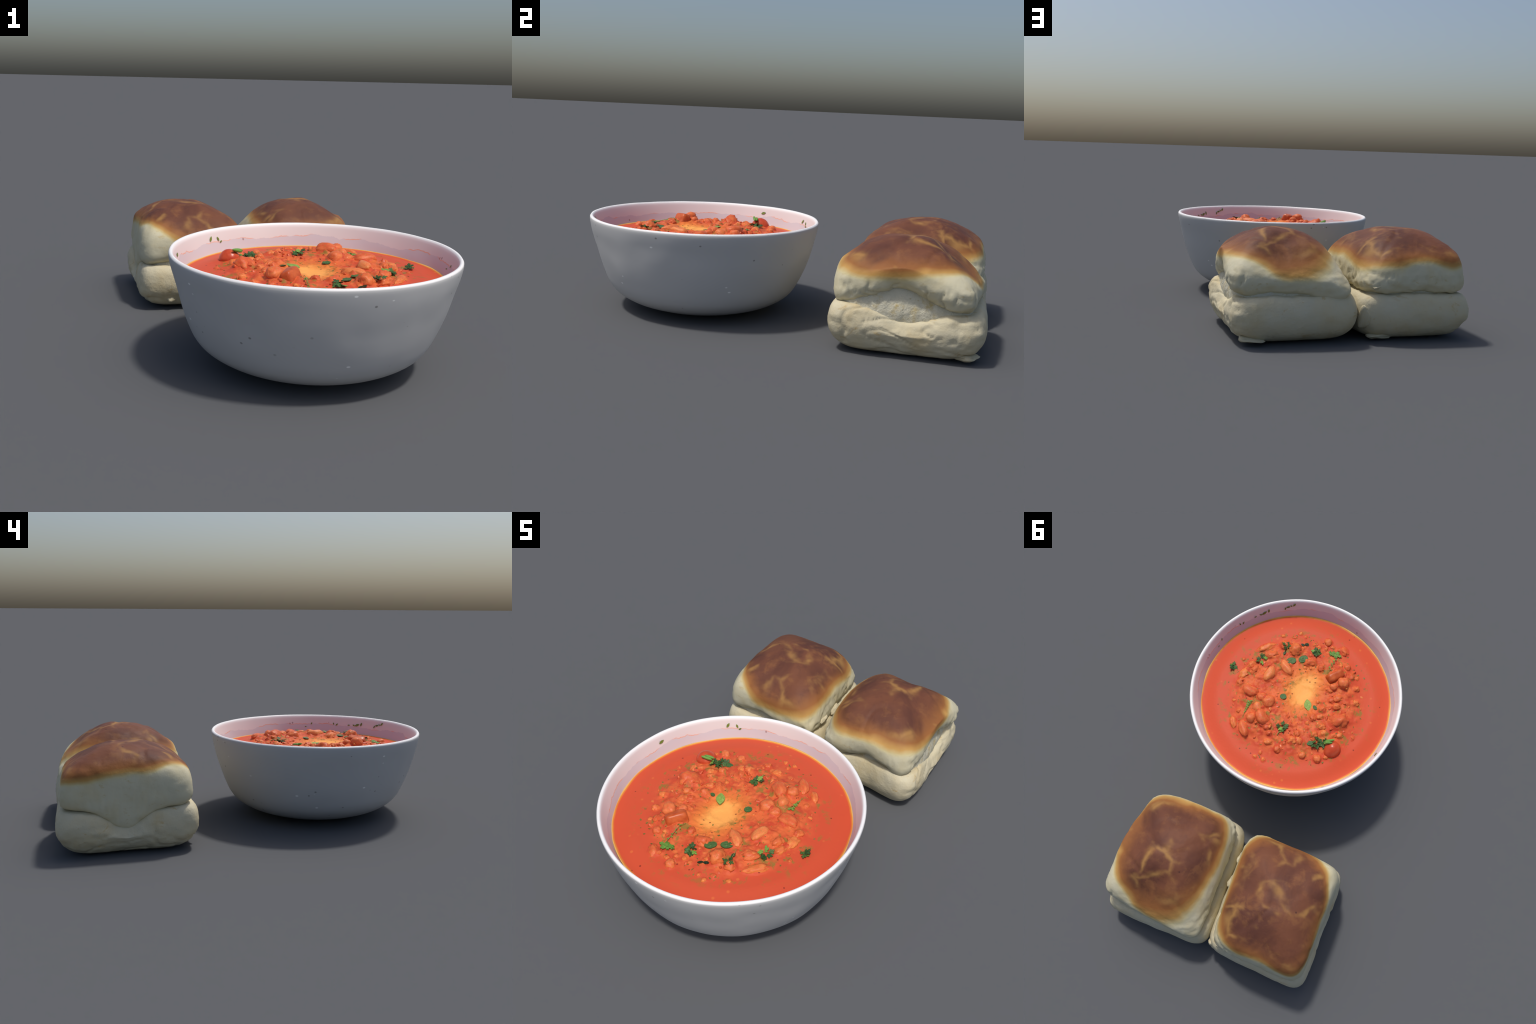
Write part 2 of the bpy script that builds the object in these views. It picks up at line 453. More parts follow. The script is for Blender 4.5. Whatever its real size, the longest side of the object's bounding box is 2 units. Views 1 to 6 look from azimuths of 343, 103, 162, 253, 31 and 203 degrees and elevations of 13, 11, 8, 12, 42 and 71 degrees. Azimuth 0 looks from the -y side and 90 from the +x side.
def build_pieces(parent):
    bean_mat = piece_material("sauce_coated_bean", (0.62, 0.105, 0.034), (0.74, 0.19, 0.060), (0.82, 0.30, 0.09))
    chunk_mat = piece_material("sauce_coated_vegetable", (0.58, 0.085, 0.030), (0.68, 0.145, 0.042), (0.78, 0.25, 0.065))
    lentil_mat = piece_material("sauce_coated_lentil", (0.56, 0.08, 0.028), (0.70, 0.16, 0.042), (0.80, 0.28, 0.065))
    shapes = {"bean": [blob_mesh("bean", s, bean_mat, 0.22, 0.18) for s in (1, 2, 3)],
              "vegetable_chunk": [blob_mesh("vegetable_chunk", s, chunk_mat, 0.05, 0.42) for s in (11, 12, 13, 14, 15)],
              "lentil": [blob_mesh("lentil", s, lentil_mat, 0.0, 0.35, 20) for s in (21, 22, 23)]}
    for i, (x, y, a, b, t, h, kind) in enumerate(PIECES):
        z = soup_height(np.array([x]), np.array([y]))[0]
        th = b * 0.85
        ob = put(kind, shapes[kind][i % len(shapes[kind])], parent, (x, y, z - th * (0.84 - 0.24 * h)), (a, b, th),
                 (random.uniform(-0.2, 0.2), random.uniform(-0.12, 0.12), math.radians(t)))
    # small pulp lumps between them, too many to count
    vs, fs, k = [], [], 0
    lump = shapes["lentil"][0]
    lv = np.array([v.co[:] for v in lump.vertices])
    lf = [tuple(p.vertices) for p in lump.polygons]
    for _ in range(90):
        ang, rad = random.uniform(0, 2 * math.pi), 0.36 * math.sqrt(random.uniform(0.06, 1.0))
        x, y = BX - 0.01 + rad * math.cos(ang), BY + rad * math.sin(ang)
        if ((x + 0.03) / 0.1) ** 2 + ((y + 0.47) / 0.15) ** 2 < 1:
            continue
        s = random.uniform(0.004, 0.011)
        z = soup_height(np.array([x]), np.array([y]))[0]
        rot = np.array(Euler((random.random(), random.random(), random.random() * 6)).to_matrix())
        vs.append((lv * [s * random.uniform(1, 2.0), s, s * 0.6]) @ rot.T + [x, y, z - s * 0.42])
        fs += [tuple(j + k for j in f) for f in lf]
        k += len(lv)
    pulp_mat = Mat("tomato_pulp")
    n = pulp_mat.noise(30, 3)
    pm = pulp_mat.finish(pulp_mat.ramp(n, [(0.35, (0.55, 0.075, 0.026)), (0.55, (0.64, 0.12, 0.035)), (0.7, (0.74, 0.22, 0.05))]), 0.4, 0.4)
    ob = make_object("tomato_pulp", np.vstack(vs), fs, pm, parent, BASE)
    ob["kind"] = "stuff"

    # carrot wedge: a bevelled slab leaning out of the soup
    import bmesh
    bm = bmesh.new()
    bmesh.ops.create_cube(bm, size=2.0)
    for v in bm.verts:
        if v.co.z > 0:
            v.co.y *= 0.72
            v.co.x *= 0.94
        if v.co.x > 0:
            v.co.y *= 0.92
    bmesh.ops.bevel(bm, geom=bm.edges[:] + bm.verts[:], offset=0.55, segments=6, profile=0.6, affect="EDGES")
    bmesh.ops.subdivide_edges(bm, edges=bm.edges[:], cuts=2, use_grid_fill=True)
    pts = np.array([v.co[:] for v in bm.verts])
    dn = 0.05 * fbm(pts, 1.4, 2, 71)
    for v, d in zip(bm.verts, dn):
        v.co *= 1 + d
    me = bpy.data.meshes.new("carrot_chunk")
    bm.to_mesh(me)
    bm.free()
    me.polygons.foreach_set("use_smooth", [True] * len(me.polygons))
    cm = Mat("cooked_carrot")
    me.materials.append(cm.finish(cm.ramp(cm.noise(1.6, 3), [(0.35, (0.46, 0.072, 0.016)), (0.65, (0.60, 0.125, 0.03))]), 0.38, 0.3))
    put("carrot_chunk", me, parent, (-0.163, -0.612, 0.406), (0.050, 0.033, 0.030), (0.30, 0.08, math.radians(-130)))

    # cherry tomato with a pinched end
    tm = Mat("tomato_skin")
    skin = tm.finish(tm.ramp(tm.noise(1.5, 3), [(0.35, (0.50, 0.058, 0.02)), (0.65, (0.58, 0.09, 0.03))]), 0.3, 0.3)
    put("cherry_tomato", blob_mesh("cherry_tomato", 41, skin, 0.0, 0.06, 44, 0.14), parent, (-0.284, -0.208, 0.383), (0.050, 0.044, 0.040), (0.1, 0.25, math.radians(70)))

# ------------------------------------------------------------------ herbs
def leaf_material(name, a, b):
    m = Mat(name)
    n = m.math("ADD", m.math("MULTIPLY", m.noise(2.2, 3), 0.7), m.math("MULTIPLY", m.random(), 0.3))
    col = m.ramp(n, [(0.3, a), (0.7, b)])
    m.bump(m.noise(6, 2), 0.2, 0.05)
    return m.finish(col, 0.45, 0.35)

def leaf_mesh(name, outline, mat, curl=0.25, thick=0.035, seg=72, rings=8, seed=0):
    """flat leaf of unit size; outline(angle) gives its edge; domed and crinkled, with real thickness"""
    th = np.linspace(0, 2 * np.pi, seg, endpoint=False)
    R = np.array([outline(t) for t in th])
    s = np.linspace(0, 1, rings + 1)[1:]
    x = (s[:, None] * R * np.cos(th)).ravel()
    y = (s[:, None] * R * np.sin(th)).ravel()
    def surf(x, y):
        p = np.stack([x, y, 0 * x], 1)
        return curl * (0.25 - 0.5 * (x * x * 0.4 + y * y)) + 0.14 * fbm(p, 1.6, 2, seed) - 0.04 * np.exp(-(y / 0.07) ** 2)
    top = np.stack([x, y, surf(x, y)], 1)
    bot = top - [0, 0, thick]
    c = surf(np.zeros(1), np.zeros(1))[0]
    v = np.vstack([top, [[0, 0, c]], bot, [[0, 0, c - thick]]])
    n = seg * rings
    f = ring_faces(rings, seg, n)
    f = [tuple(reversed(q)) for q in f]
    f = [tuple(reversed(q)) for q in f]
    f += [tuple(i + n + 1 for i in reversed(q)) for q in ring_faces(rings, seg, n)]
    o = seg * (rings - 1)
    f += [(o + i, o + i + n + 1, o + (i + 1) % seg + n + 1, o + (i + 1) % seg) for i in range(seg)]
    me = bpy.data.meshes.new(name)
    me.from_pydata([tuple(p) for p in v], [], f)
    me.update()
    me.polygons.foreach_set("use_smooth", [True] * len(me.polygons))
    me.materials.append(mat)
    return me

def parsley_edge(t):
    lobes = abs(math.cos(2.5 * t)) ** 0.7
    return (0.42 + 0.58 * lobes) * (1 + 0.10 * math.cos(17 * t)) * (0.85 + 0.15 * math.cos(t))

def oval_edge(t):
    return 1.0 / math.sqrt(math.cos(t) ** 2 + (math.sin(t) / 0.72) ** 2)

def pointed_edge(t):
    c, s = abs(math.cos(t)), abs(math.sin(t))
    return 1.0 / ((c ** 1.25 + (s / 0.55) ** 1.25) ** (1 / 1.25)) * (1 + 0.15 * c * s)

def tube(name, pts, rad, mat, parent, base):
    p = resample(pts, 16)
    v, f, k = [], [], 7
    for i, q in enumerate(p):
        d = p[min(i + 1, 15)] - p[max(i - 1, 0)]
        d /= np.linalg.norm(d)
        a = np.cross(d, [0, 0, 1.0])
        a /= max(1e-6, np.linalg.norm(a))
        b = np.cross(a, d)
        rr = rad * (1 - 0.5 * i / 15)
        for j in range(k):
            t = 2 * math.pi * j / k
            v.append(q + rr * (math.cos(t) * a + math.sin(t) * b))
    v += [p[0], p[-1]]
    return make_object(name, v, ring_faces(16, k, 16 * k, 16 * k + 1), mat, parent, base)

def build_herbs(parent):
    dark = leaf_material("parsley_green", (0.018, 0.055, 0.012), (0.075, 0.155, 0.030))
    bright = leaf_material("fresh_green", (0.10, 0.22, 0.03), (0.20, 0.36, 0.06))
    deep = leaf_material("oregano_green", (0.045, 0.105, 0.025), (0.085, 0.165, 0.045))
    pale = leaf_material("basil_green", (0.22, 0.34, 0.06), (0.29, 0.40, 0.085))
    black = leaf_material("wilted_green", (0.010, 0.022, 0.008), (0.04, 0.075, 0.02))
    parsley = [leaf_mesh("parsley_leaf", parsley_edge, dark, 0.3, 0.05, 90, 8, s) for s in (1, 2, 3)]
    parsley_b = leaf_mesh("parsley_leaf", parsley_edge, bright, 0.3, 0.05, 90, 8, 4)
    oval = leaf_mesh("oregano_leaf", oval_edge, deep, 0.45, 0.06, 48, 7, 5)
    point = leaf_mesh("basil_leaf", pointed_edge, pale, 0.35, 0.05, 60, 8, 6)
    small = leaf_mesh("thyme_leaf", pointed_edge, bright, 0.4, 0.08, 24, 4, 7)
    blackleaf = leaf_mesh("wilted_leaf", pointed_edge, black, 0.6, 0.08, 30, 5, 8)

    def top(x, y):
        return soup_height(np.array([x]), np.array([y]))[0]

    def lay(name, me, x, y, size, turn, up=0.005, tilt=0.15, squash=1.0):
        return put(name, me, parent, (x, y, top(x, y) + up), (size, size * squash, size * 0.8),
                   (random.uniform(-tilt, tilt), random.uniform(-tilt, tilt), math.radians(turn)))

    # single sprig heads: x, y, radius of the clump, leaflets
    for x, y, rad, cnt in ((0.390, -0.490, 0.014, 4), (0.258, -0.580, 0.026, 6), (-0.012, -0.720, 0.024, 6), (0.004, -0.235, 0.024, 8),
                           (-0.198, -0.215, 0.026, 7), (0.157, -0.700, 0.014, 4), (-0.235, -0.225, 0.018, 4)):
        for i in range(cnt):
            t = 2 * math.pi * i / cnt + random.uniform(-0.4, 0.4)
            k = rad * random.uniform(0.45, 0.95)
            px, py = x + k * math.cos(t), y + k * math.sin(t)
            me = parsley[i % 3] if random.random() < 0.75 else parsley_b
            lay("parsley_leaf", me, px, py, random.uniform(0.014, 0.021), math.degrees(t), random.uniform(0.004, 0.011), 0.55, random.uniform(0.7, 1))
    # flat parsley leaf on a long stem, beside the carrot
    lay("parsley_leaf", parsley_b, -0.118, -0.748, 0.036, 175, 0.009, 0.1, 0.72)
    lay("parsley_leaf", parsley_b, -0.092, -0.745, 0.024, 150, 0.011, 0.2, 0.6)
    stem = leaf_material("herb_stem", (0.20, 0.24, 0.05), (0.30, 0.32, 0.09))
    def stalk(pts, rad=0.0016):
        tube("herb_stem", [(x, y, top(x, y) + h) for x, y, h in pts], rad, stem, parent, BASE)
    stalk([(-0.131, -0.735, 0.008), (-0.126, -0.690, 0.010), (-0.121, -0.650, 0.012), (-0.113, -0.615, 0.006)])
    stalk([(0.160, -0.715, 0.008), (0.155, -0.670, 0.010), (0.146, -0.622, 0.004)])
    stalk([(0.224, -0.312, 0.006), (0.226, -0.270, 0.007), (0.230, -0.222, 0.004)])
    stalk([(0.004, -0.215, 0.004), (0.012, -0.195, 0.004), (0.014, -0.178, 0.002)], 0.003)
    for i in range(12):
        f = i / 11
        side = 1 if i % 2 else -1
        lay("thyme_leaf", small, 0.224 + 0.004 * f + side * 0.006 * (1.1 - f * 0.8), -0.316 + 0.07 * f, 0.0085 * (1.1 - 0.5 * f), 90 + side * 50, 0.006, 0.4)
    for i in range(7):
        f = i / 6
        side = 1 if i % 2 else -1
        lay("thyme_leaf", small, -0.128 + 0.010 * f + side * 0.005, -0.715 + 0.075 * f, 0.006, 90 + side * 45, 0.009, 0.4)
    # single smooth leaves
    lay("oregano_leaf", oval, 0.098, -0.622, 0.027, -150, 0.004, 0.1)
    lay("oregano_leaf", oval, 0.040, -0.656, 0.027, -135, 0.004, 0.1)
    lay("oregano_leaf", oval, 0.064, -0.404, 0.018, -160, 0.004, 0.1, 1.25)
    lay("oregano_leaf", oval, -0.120, -0.403, 0.014, 150, 0.004, 0.2, 0.9)
    lay("oregano_leaf", oval, -0.165, -0.201, 0.019, 20, 0.005, 0.2)
    lay("basil_leaf", point, -0.078, -0.405, 0.035, -62, 0.004, 0.08, 1.05)
    for x, y, t in ((0.053, -0.750, -160), (0.074, -0.740, -170), (0.150, -0.655, 80)):
        lay("wilted_leaf", blackleaf, x, y, 0.014, t, 0.005, 0.4)
    # two rolled leaves lying on the tomato
    roll = leaf_material("rolled_leaf_green", (0.10, 0.24, 0.03), (0.17, 0.34, 0.06))
    rme = blob_mesh("rolled_leaf", 51, roll, 0.08, 0.05, 20)
    put("rolled_leaf", rme, parent, (-0.262, -0.240, 0.424), (0.026, 0.007, 0.007), (0, -0.30, math.radians(-158)))
    put("rolled_leaf", rme, parent, (-0.256, -0.226, 0.423), (0.024, 0.007, 0.007), (0, -0.15, math.radians(-165)))
    # chopped flakes scattered over the mound
    olive = leaf_material("chopped_herb", (0.10, 0.12, 0.02), (0.24, 0.20, 0.045))
    flake = [leaf_mesh("herb_flake", parsley_edge, olive, 0.3, 0.08, 30, 3, s) for s in (31, 32)]
    vs, fs, k = [], [], 0
    src = [(np.array([v.co[:] for v in me.vertices]), [tuple(p.vertices) for p in me.polygons]) for me in flake]
    for i in range(150):
        ang, rad = random.uniform(0, 2 * math.pi), 0.40 * math.sqrt(random.uniform(0.04, 1.0))
        x, y = BX + rad * math.cos(ang), BY + rad * math.sin(ang)
        lv, lf = src[i % 2]
        s = random.uniform(0.003, 0.009)
        rot = np.array(Euler((random.uniform(-0.3, 0.3), random.uniform(-0.3, 0.3), random.random() * 6)).to_matrix())
        vs.append((lv * [s, s * random.uniform(0.35, 0.8), s]) @ rot.T + [x, y, top(x, y) + 0.0006])
        fs += [tuple(j + k for j in f) for f in lf]
        k += len(lv)
    ob = make_object("herb_flake", np.vstack(vs), fs, olive, parent, BASE)
    ob["kind"] = "stuff"
    # bits stuck to the inner wall of the bowl: turn about the bowl, height, size, lean
    wall_small = leaf_mesh("herb_flake", pointed_edge, leaf_material("dried_herb", (0.10, 0.15, 0.02), (0.20, 0.26, 0.04)), 0.2, 0.08, 24, 4, 9)
    def wall_bit(x, y, z, size, lean, me, squash=0.8):
        a = math.atan2(y - BY, x - BX)
        r = np.interp(z, [0.356, 0.395, 0.43, 0.45], [0.5215, 0.5345, 0.5465, 0.5535]) - 0.0035
        ob = put("herb_flake", me, parent, (BX + r * math.cos(a), BY + r * math.sin(a), z), (size, size * squash, size * 0.5), (0, 0, 0))
        n = Vector((-math.cos(a), -math.sin(a), 0.32)).normalized()
        q = n.to_track_quat("Z", "Y")
        ob.rotation_mode = "QUATERNION"
        ob.rotation_quaternion = q @ Euler((0, 0, lean)).to_quaternion()
    for x, y, z, s, lean in ((-0.513, -0.251, 0.422, 0.011, 0.3), (-0.312, 0.015, 0.421, 0.010, 1.0), (-0.274, 0.038, 0.416, 0.008, 2.0), (-0.260, 0.041, 0.403, 0.006, 0.5),
                             (0.227, -0.921, 0.422, 0.009, 0.2), (0.241, -0.911, 0.413, 0.007, 1.2), (0.197, -0.938, 0.434, 0.009, 0.9), (0.212, -0.930, 0.428, 0.006, 2.2),
                             (0.343, -0.844, 0.411, 0.012, 0.4), (0.323, -0.862, 0.417, 0.009, 1.4), (0.360, -0.830, 0.408, 0.007, 2.6), (0.383, -0.806, 0.407, 0.006, 0.1),
                             (0.433, -0.747, 0.406, 0.007, 0.8), (0.445, -0.730, 0.410, 0.006, 1.9), (0.508, -0.607, 0.408, 0.006, 1.1), (0.513, -0.570, 0.389, 0.005, 0.2)):
        wall_bit(x, y, z, s * 1.35, lean, wall_small, 0.8)

# ================================================================== BREAD BUNS
CRUST_STOPS = [(0.0, (0.62, 0.57, 0.38)), (0.22, (0.62, 0.53, 0.28)), (0.38, (0.50, 0.29, 0.09)), (0.58, (0.30, 0.122, 0.040)), (1.0, (0.170, 0.066, 0.037))]

def crust_material(name, blobs, level, seed):
    """toasted top fading through gold into the pale sides; blobs (x, y, z, reach, amount) raise or lower the toast line"""
    m = Mat(name)
    off = (seed * 3.1, seed * 1.7, seed * 0.9)
    x, y, z = m.xyz()
    line = m.math("ADD", level - 0.02, m.math("MULTIPLY", m.noise(5, 3, 0.55, m.mapping(loc=off)), 0.05))
    for bx, by, bz, reach, amount in blobs:
        g = m.remap(m.dist((bx, by, bz)), 0.0, reach, amount, 0.0)
        line = m.math("ADD", line, g)
    t = m.math("SUBTRACT", z, line)
    toast = m.remap(t, -0.025, 0.105, 0.0, 1.0, smooth=False)
    col = m.ramp(toast, CRUST_STOPS)
    top = m.remap(toast, 0.5, 0.85)
    # darker scorched patches
    dark = m.remap(m.noise(4.2, 4, 0.55, m.mapping(loc=(off[1], off[2], off[0])), 0.6), 0.40, 0.66)
    col = m.mix(m.math("MULTIPLY", m.math("MULTIPLY", dark, top), 0.85), col, (0.098, 0.039, 0.029))
    fine = m.noise(13, 4, 0.6, m.mapping(loc=(off[2], off[1], off[0])), 0.4)
    col = m.mix(m.math("MULTIPLY", m.remap(fine, 0.52, 0.70), m.math("MULTIPLY", top, 0.38)), col, (0.28, 0.125, 0.048))
    col = m.mix(m.math("MULTIPLY", m.remap(fine, 0.46, 0.30), m.math("MULTIPLY", top, 0.40)), col, (0.105, 0.042, 0.03))
    # golden stretch marks: thin broken ridges
    wn = m.t.nodes.new("ShaderNodeTexNoise")
    wn.inputs["Scale"].default_value = 7
    wn.inputs["Detail"].default_value = 3
    m.t.links.new(m.co, wn.inputs["Vector"])
    wm = m.t.nodes.new("ShaderNodeVectorMath")
    wm.operation = "MULTIPLY_ADD"
    m.t.links.new(wn.outputs["Color"], wm.inputs[0])
    wm.inputs[1].default_value = (0.11, 0.11, 0.0)
    m.t.links.new(m.mapping((1.0, 1.25, 0.0), loc=(off[0], off[1], 0.3)), wm.inputs[2])
    vein = m.remap(m.voronoi(6.0, wm.outputs[0], "DISTANCE_TO_EDGE"), 0.0, 0.15, 1.0, 0.0)
    vein = m.math("POWER", vein, 1.6)
    gate = m.remap(m.noise(5.5, 3, vec=m.mapping(loc=(off[2] + 4, off[0], 2))), 0.44, 0.60)
    col = m.mix(m.math("MULTIPLY", m.math("MULTIPLY", m.math("MULTIPLY", vein, gate), top), 0.75), col, (0.40, 0.215, 0.07))
    # a few burnt specks and pale nicks
    sp = m.remap(m.voronoi(9, m.mapping(loc=off)), 0.035, 0.06, 1.0, 0.0)
    sp = m.math("MULTIPLY", m.math("MULTIPLY", sp, top), m.remap(m.noise(5, 1, vec=m.mapping(loc=(1, off[0], 5))), 0.5, 0.56))
    col = m.mix(m.math("MULTIPLY", sp, 0.75), col, (0.07, 0.03, 0.025))
    pale = m.mix(m.remap(m.noise(9, 4, 0.6), 0.4, 0.7), (0.63, 0.59, 0.43), (0.60, 0.53, 0.34))
    tan = m.remap(m.noise(22, 4, 0.65, m.mapping((0.8, 0.8, 1.6), loc=off)), 0.60, 0.70)
    pale = m.mix(m.math("MULTIPLY", tan, 0.5), pale, (0.50, 0.37, 0.15))
    side = m.remap(toast, 0.10, 0.30, 1.0, 0.0)
    col = m.mix(m.math("MULTIPLY", side, 0.8), col, pale)
    m.bump(m.math("ADD", m.math("MULTIPLY", m.noise(60, 4, 0.6), 0.6), m.noise(14, 3)), 0.16, 0.012)
    return m.finish(col, 0.55, 0.12)

def dough_material(name, seed):
    m = Mat(name)
    off = (seed * 2.3, seed * 4.1, seed)
    n = m.noise(6, 4, 0.6, m.mapping(loc=off))
    col = m.ramp(n, [(0.30, (0.60, 0.56, 0.42)), (0.55, (0.61, 0.54, 0.365)), (0.75, (0.58, 0.47, 0.27))])
    tan = m.math("MULTIPLY", m.remap(m.noise(11, 4, 0.65, m.mapping((1, 1, 1.6), loc=(off[2], 3, off[0])), 0.5), 0.60, 0.70), 0.55)
    col = m.mix(tan, col, (0.50, 0.34, 0.13))
    m.bump(m.math("ADD", m.math("MULTIPLY", m.noise(70, 4, 0.65), 0.6), m.noise(20, 3)), 0.3, 0.012)
    return m.finish(col, 0.7, 0.15)

def crumb_material():
    m = Mat("torn_crumb")
    col = m.ramp(m.noise(16, 4, 0.65), [(0.32, (0.61, 0.59, 0.48)), (0.58, (0.64, 0.60, 0.46)), (0.74, (0.53, 0.42, 0.20))])
    holes = m.remap(m.voronoi(46), 0.10, 0.22, 1.0, 0.0)
    holes = m.math("MULTIPLY", holes, m.remap(m.noise(9, 2), 0.5, 0.6))
    col = m.mix(m.math("MULTIPLY", holes, 0.5), col, (0.48, 0.38, 0.20))
    m.bump(m.noise(55, 5, 0.7), 0.7, 0.012)
    return m.finish(col, 0.85, 0.1)

def loft(name, quad, profile, mat, parent, base, square=6.0, rise=None, push=None, wrinkle=None, levels=130, cols=420, ragged=0.0):
    """lathe-like loft on a four-cornered plan. quad: corners (-u-v, +u-v, +u+v, -u+v);
    profile: (inset factor, height) from the centre below to the centre above."""
    # the profile may differ towards +u, -u, +v, -v; blend the four around the plan
    four = profile if isinstance(profile, tuple) else (profile,) * 4
    prof = resample(np.hstack([np.asarray(p, float) for p in four]), levels)
    rows = prof[1:-1]
    th = np.linspace(0, 2 * np.pi, cols, endpoint=False)
    cc, ss = np.cos(th), np.sin(th)
    a, b = np.abs(cc) ** 3, np.abs(ss) ** 3
    w = a / (a + b)
    fu, fv = sstep(-0.6, 0.6, cc), sstep(-0.6, 0.6, ss)
    wt = [w * fu, w * (1 - fu), (1 - w) * fv, (1 - w) * (1 - fv)]
    S = sum(rows[:, 2 * i:2 * i + 1] * wt[i][None] for i in range(4))
    Z = sum(rows[:, 2 * i + 1:2 * i + 2] * wt[i][None] for i in range(4))
    pw = 2.6 + (square - 2.6) * np.clip(S, 0, 1) ** 2
    c, s = np.cos(th)[None], np.sin(th)[None]
    R = 1.0 / (np.abs(c) ** pw + np.abs(s) ** pw) ** (1 / pw)
    eu, ev = (R * c), (R * s)                     # on the outline
    u, v = S * eu, S * ev
    q = np.asarray(quad, float)
    def plan(u, v):
        w = [(1 - u) * (1 - v) / 4, (1 + u) * (1 - v) / 4, (1 + u) * (1 + v) / 4, (1 - u) * (1 + v) / 4]
        return sum(w[i][..., None] * q[i] for i in range(4))
    if push is not None:
        k = 1 - push(eu, ev, Z)
        u, v = u * k, v * k
    P = plan(u, v)
    if rise is not None:
        Z = Z + rise(eu, ev, u, v, S, Z)
    if ragged:
        # the torn edge wanders up and down around the bun
        e = np.stack([np.cos(th) * 3, np.sin(th) * 3, 0 * th + ragged], 1)
        Z = Z + (0.012 * fbm(e, 1.1, 3, 90))[None] * sstep(0.12, 0.2, Z) * (1 - sstep(0.29, 0.36, Z)) * np.clip(S, 0, 1) ** 2
    pts = np.stack([P[..., 0], P[..., 1], Z], 2).reshape(-1, 3)
    n = len(pts)
    cen = plan(np.zeros((1, 1)), np.zeros((1, 1)))[0, 0]
    mid_z = lambda i: Z[i].mean()
    pts = np.vstack([pts, [cen[0], cen[1], mid_z(0)], [cen[0], cen[1], mid_z(-1)]])
    faces = ring_faces(len(rows), cols, n, n + 1)
    nor = normals_of(pts, faces)
    if wrinkle is not None:
        pts = pts + nor * wrinkle(pts, nor)[:, None]
    pts[:, 2] = np.maximum(pts[:, 2], 0.0006)
    return make_object(name, pts, faces, mat, parent, base)

def gauss(x, c, w):
    return np.exp(-((x - c) / w) ** 2)

def build_bun(spec):
    base = spec["base"]
    e = thing("bread_bun", base, spec["label"], "bread")
    local = [(x - base[0], y - base[1], z, r, a) for x, y, z, r, a in spec["toast"]]
    seed = spec["seed"]
    crust = crust_material("toasted_crust", local, spec["toast_line"], seed)
    dough = dough_material("soft_bread_side", seed)

    def crown_wrinkle(p, n):
        top = sstep(0.30, 0.40, p[:, 2])
        low = 1 - sstep(0.30, 0.36, p[:, 2])
        d = 0.006 * fbm(p, 5, 2, seed + 40)
        d += top * (0.005 * fbm(p, 9, 3, seed + 44) - 0.0025 * sstep(0.5, 1.0, ridged(p * [1, 1, 0.5], 6, seed + 47)))
        d += low * (0.006 * fbm(p * [0.7, 0.7, 2.6], 12, 3, seed + 50) + 0.003 * fbm(p * [0.6, 0.6, 3.0], 28, 3, seed + 52))
        torn = spec["torn_crown"](p) * (1 - sstep(0.29, 0.34, p[:, 2]))
        d += torn * (0.006 * fbm(p * [1, 1, 1.3], 26, 3, seed + 55) - 0.008 * sstep(0.70, 1.0, ridged(p * [0.7, 0.7, 1.6], 15, seed + 57)))
        return d

    def heel_wrinkle(p, n):
        d = 0.007 * fbm(p, 6, 2, seed + 60) + 0.0025 * fbm(p, 18, 3, seed + 63)
        torn = spec["torn"](p)
        d += torn * (0.009 * fbm(p * [0.7, 0.7, 1.8], 12, 3, seed + 66) - 0.007 * sstep(0.72, 1.0, ridged(p * [0.6, 0.6, 1.9], 9, seed + 69)))
        return d * sstep(0.0, 0.03, p[:, 2])

    def crumb_wrinkle(p, n):
        return 0.010 * fbm(p * [1, 1, 1.5], 11, 2, seed + 80) + 0.008 * fbm(p * [1, 1, 1.4], 30, 3, seed + 83)

    loft("crown", spec["crown_plan"], spec["crown_profile"], crust, e, base, spec["square"], spec["crown_rise"], None, crown_wrinkle, ragged=seed + 0.3)
    loft("heel", spec["heel_plan"], spec["heel_profile"], dough, e, base, spec["square"], spec["heel_rise"], spec.get("heel_push"), heel_wrinkle, ragged=seed + 5.7)
    loft("crumb", spec["crumb_plan"], spec["crumb_profile"], CRUMB, e, base, spec["square"], None, None, crumb_wrinkle, 80, 320)
    # torn shreds of dough: position, size, turn
    me = [blob_mesh("dough_shred", s + seed, dough, 0.3, 0.45, 24, 0.3) for s in (1, 2, 3)]
    for i, (pos, size, rot) in enumerate(spec["shreds"]):
        ob = bpy.data.objects.new("dough_shred", me[i % 3])
        bpy.context.scene.collection.objects.link(ob)
        ob.parent = e
        ob.location = Vector(pos) - Vector(base)
        ob.scale = size
        ob.rotation_euler = rot
    return e

def lip_fade(z):
    return 1 - sstep(0.27, 0.43, z)

def a_crown_rise(eu, ev, u, v, S, Z):
    k = lip_fade(Z)
    px = sstep(0.75, 1.0, eu)      # +x face
    ny = sstep(0.75, 1.0, -ev)     # face towards the bowl
    py = sstep(0.75, 1.0, ev)
    d = 0.098 * px * gauss(ev, 0.0, 0.52) + 0.060 * ny * gauss(eu, 0.05, 0.45) - 0.01 * ny * gauss(eu, 0.9, 0.3)
    d += py * (0.018 * gauss(eu, 0.1, 0.4) - 0.035 * gauss(eu, -0.95, 0.4))
    d = d * k * S
    flank = sstep(0.3, 1.0, -u) * sstep(0.0, 0.8, v) * sstep(0.225, 0.37, Z)
    corner = sstep(0.45, 0.95, -u) * sstep(0.45, 0.95, -v) * sstep(0.23, 0.36, Z)
    return d - 0.06 * flank - 0.03 * corner

def a_heel_rise(eu, ev, u, v, S, Z):
    k = sstep(0.08, 0.20, Z)
    px = sstep(0.75, 1.0, eu)
    ny = sstep(0.75, 1.0, -ev)
    return k * (-0.065 * px * gauss(ev, 0.05, 0.45) + 0.02 * ny * gauss(eu, 0.0, 0.5)) * S

